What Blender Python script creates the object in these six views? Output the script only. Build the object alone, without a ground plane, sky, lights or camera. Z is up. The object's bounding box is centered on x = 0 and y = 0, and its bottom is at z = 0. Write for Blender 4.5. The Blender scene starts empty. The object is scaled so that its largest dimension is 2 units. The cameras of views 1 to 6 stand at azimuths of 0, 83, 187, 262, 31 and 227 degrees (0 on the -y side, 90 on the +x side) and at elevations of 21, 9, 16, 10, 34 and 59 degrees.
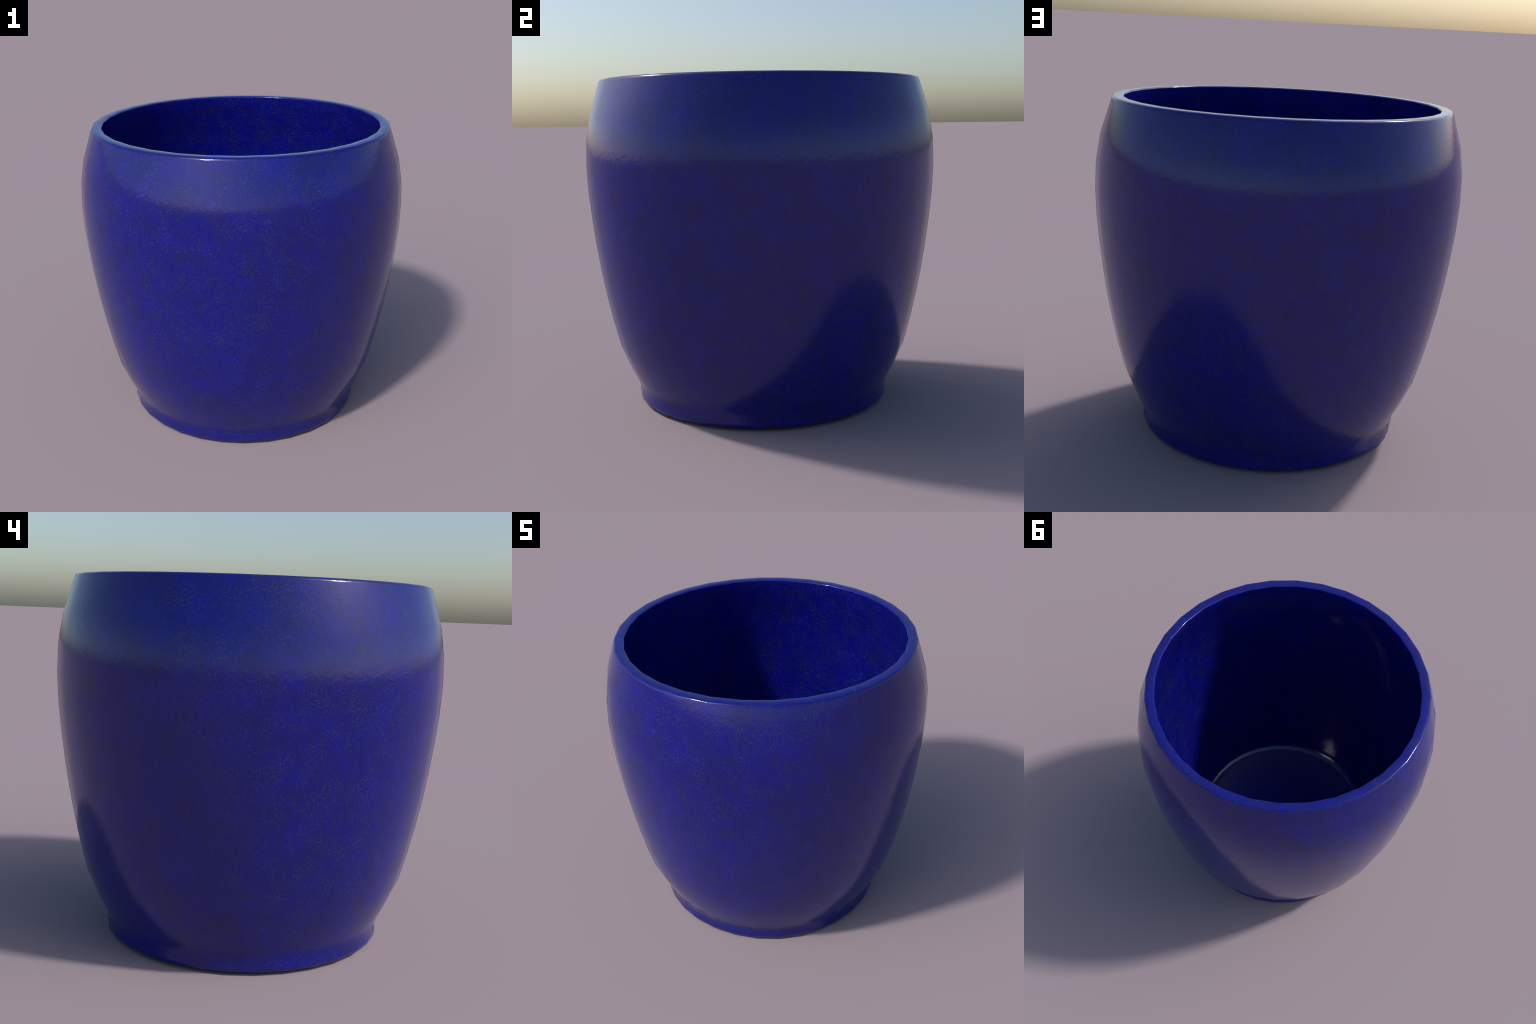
"""Glazed cobalt-blue ceramic flower pot: a 32-sided turned vessel with smooth
shading, a rounded shoulder, a small foot bead and a thick flat rim."""
import bpy, math
from mathutils import Vector

SIDES = 32                      # facets round the axis, first vertex on +x

# ---- turned profile: (radius, height), outside from foot to rim, then inside down
FOOT = [(0.360, 0.0045), (0.680, 0.008), (0.7210, 0.010), (0.7350, 0.021), (0.7375, 0.038),
        (0.7330, 0.083)]
WALL = [(0.7480, 0.124), (0.7855, 0.200), (0.8470, 0.346), (0.8835, 0.490), (0.9140, 0.632),
        (0.9405, 0.778), (0.9625, 0.925), (0.9800, 1.072), (0.9940, 1.220),
        (1.0000, 1.366), (0.9945, 1.512), (0.9710, 1.657), (0.9155, 1.8310)]
RIM = [(0.9115, 1.8405), (0.9030, 1.8465), (0.8560, 1.8465), (0.8490, 1.8390)]


def inward(profile, thickness):
    """Offset an open profile towards the axis along its own normals."""
    out = []
    for i, p in enumerate(profile):
        a = Vector(profile[max(i - 1, 0)])
        b = Vector(profile[min(i + 1, len(profile) - 1)])
        t = (b - a).normalized()
        n = Vector((-t.y, t.x))
        q = Vector(p) + n * thickness
        out.append((q.x, q.y))
    return out


FLOOR_Z = 0.066                                       # lowest point, on the axis
LIP = [(0.8600, 1.765), (0.8935, 1.633)]              # inside, just below the rim
INNER = LIP + inward(WALL, 0.083)[-3:0:-1] + [(0.7020, 0.157), (0.6765, 0.112), (0.6630, 0.0975)]
FLOOR = [(0.6380, 0.0855), (0.5700, 0.0770)]


# ---- one continuous surface of revolution, faces tagged by part ----------------
def build_surface():
    verts, faces, tags = [], [], []
    rings = []

    def ring(r, z):
        start = len(verts)
        for i in range(SIDES):
            a = math.tau * i / SIDES
            verts.append((r * math.cos(a), r * math.sin(a), z))
        rings.append(start)
        return start

    sections = [("foot", FOOT), ("wall", WALL), ("rim", RIM),
                ("inner_wall", INNER), ("floor", FLOOR)]
    bottom = len(verts)
    verts.append((0.0, 0.0, 0.0))
    prev = None
    for name, pts in sections:
        for r, z in pts:
            cur = ring(r, z)
            for i in range(SIDES):
                j = (i + 1) % SIDES
                if prev is None:
                    faces.append((bottom, cur + j, cur + i))
                else:
                    faces.append((prev + i, prev + j, cur + j, cur + i))
                tags.append(name)
            prev = cur
    top = len(verts)
    verts.append((0.0, 0.0, FLOOR_Z))
    for i in range(SIDES):
        faces.append((prev + i, prev + (i + 1) % SIDES, top))
        tags.append("floor")
    return verts, faces, tags


def ring_normals(verts):
    """Smooth normals of the turned surface: at each ring the two neighbouring
    profile segments are averaged by length, so narrow roundings do not bend the
    broad surfaces beside them."""
    profile = [(0.0, 0.0)] + FOOT + WALL + RIM + INNER + FLOOR + [(0.0, FLOOR_Z)]
    pts = [Vector(p) for p in profile]
    flat = []
    for i in range(1, len(pts) - 1):
        n = Vector((0.0, 0.0))
        for a, b in ((pts[i - 1], pts[i]), (pts[i], pts[i + 1])):
            d = b - a
            n += Vector((d.y, -d.x))
        flat.append(n.normalized())
    normals = [Vector((0, 0, -1))]
    for n in flat:
        for k in range(SIDES):
            a = math.tau * k / SIDES
            normals.append(Vector((n.x * math.cos(a), n.x * math.sin(a), n.y)))
    normals.append(Vector((0, 0, 1)))
    return normals


# ---- glaze ---------------------------------------------------------------------
def glaze_material():
    m = bpy.data.materials.new("cobalt_glaze")
    m.use_nodes = True
    nt = m.node_tree
    n, l = nt.nodes, nt.links
    bsdf = n["Principled BSDF"]
    coord = n.new("ShaderNodeTexCoord")

    def noise(scale, detail, rough, distort=0.0):
        t = n.new("ShaderNodeTexNoise")
        t.inputs["Scale"].default_value = scale
        t.inputs["Detail"].default_value = detail
        t.inputs["Roughness"].default_value = rough
        t.inputs["Distortion"].default_value = distort
        l.new(coord.outputs["Object"], t.inputs["Vector"])
        return t.outputs["Fac"]

    def ramp(src, stops, interp="LINEAR"):
        r = n.new("ShaderNodeValToRGB")
        r.color_ramp.interpolation = interp
        el = r.color_ramp.elements
        el[0].position, el[0].color = stops[0]
        el[1].position, el[1].color = stops[-1]
        for p, c in stops[1:-1]:
            e = el.new(p)
            e.color = c
        l.new(src, r.inputs["Fac"])
        return r.outputs["Color"]

    def mix(fac, a, b):
        x = n.new("ShaderNodeMix")
        x.data_type = "RGBA"
        for sock, v in ((x.inputs["Factor"], fac), (x.inputs[6], a),
                        (x.inputs[7], b)):
            if hasattr(v, "node"):
                l.new(v, sock)
            else:
                sock.default_value = v
        return x.outputs[2]

    def grey(v):
        return (v, v, v, 1)

    # pigment: clouds between saturated and inky cobalt
    clouds = noise(7.0, 9.0, 0.72, 0.25)
    pigment = ramp(clouds, [(0.34, (0.0050, 0.0056, 0.118, 1)),
                            (0.50, (0.0022, 0.0028, 0.176, 1)),
                            (0.66, (0.0010, 0.0016, 0.245, 1))])
    # mottling at about a centimetre
    mottle = ramp(noise(45.0, 5.0, 0.7), [(0.36, grey(0.0)), (0.66, grey(0.55))])
    body = mix(mottle, pigment, (0.006, 0.007, 0.098, 1))
    # fine grey-green crystalline specks gathered in uneven patches
    specks = ramp(noise(105.0, 3.5, 0.7), [(0.46, grey(0.0)), (0.74, grey(1.0))])
    patches = ramp(noise(9.0, 5.0, 0.65, 0.3), [(0.38, grey(0.18)), (0.66, grey(1.0))])
    mul = n.new("ShaderNodeMath")
    mul.operation = "MULTIPLY"
    l.new(specks, mul.inputs[0])
    l.new(patches, mul.inputs[1])
    colour = mix(mul.outputs[0], body, (0.028, 0.035, 0.122, 1))
    l.new(colour, bsdf.inputs["Base Color"])

    # the fired surface: glossy, faintly orange-peeled
    bsdf.inputs["Roughness"].default_value = 0.125
    bsdf.inputs["IOR"].default_value = 1.5
    bump = n.new("ShaderNodeBump")
    bump.inputs["Strength"].default_value = 0.16
    bump.inputs["Distance"].default_value = 0.004
    l.new(noise(36.0, 2.5, 0.55), bump.inputs["Height"])
    l.new(bump.outputs["Normal"], bsdf.inputs["Normal"])
    return m


def main():
    verts, faces, tags = build_surface()
    normals = ring_normals(verts)

    pot = bpy.data.objects.new("flower_pot", None)
    pot.empty_display_size = 0.2
    pot["label"] = "round glazed cobalt blue ceramic pot with thick rim"
    pot["category"] = "flower pot"
    bpy.context.scene.collection.objects.link(pot)

    glaze = glaze_material()
    for part in ("wall", "rim", "foot", "inner_wall", "floor"):
        own = [f for f, t in zip(faces, tags) if t == part]
        used = sorted({i for f in own for i in f})
        remap = {i: k for k, i in enumerate(used)}
        mesh = bpy.data.meshes.new(part)
        mesh.from_pydata([verts[i] for i in used], [], [tuple(remap[i] for i in f) for f in own])
        mesh.polygons.foreach_set("use_smooth", [True] * len(own))
        mesh.update()
        mesh.normals_split_custom_set_from_vertices([normals[i] for i in used])
        mesh.materials.append(glaze)
        obj = bpy.data.objects.new(part, mesh)
        obj.parent = pot
        bpy.context.scene.collection.objects.link(obj)


main()
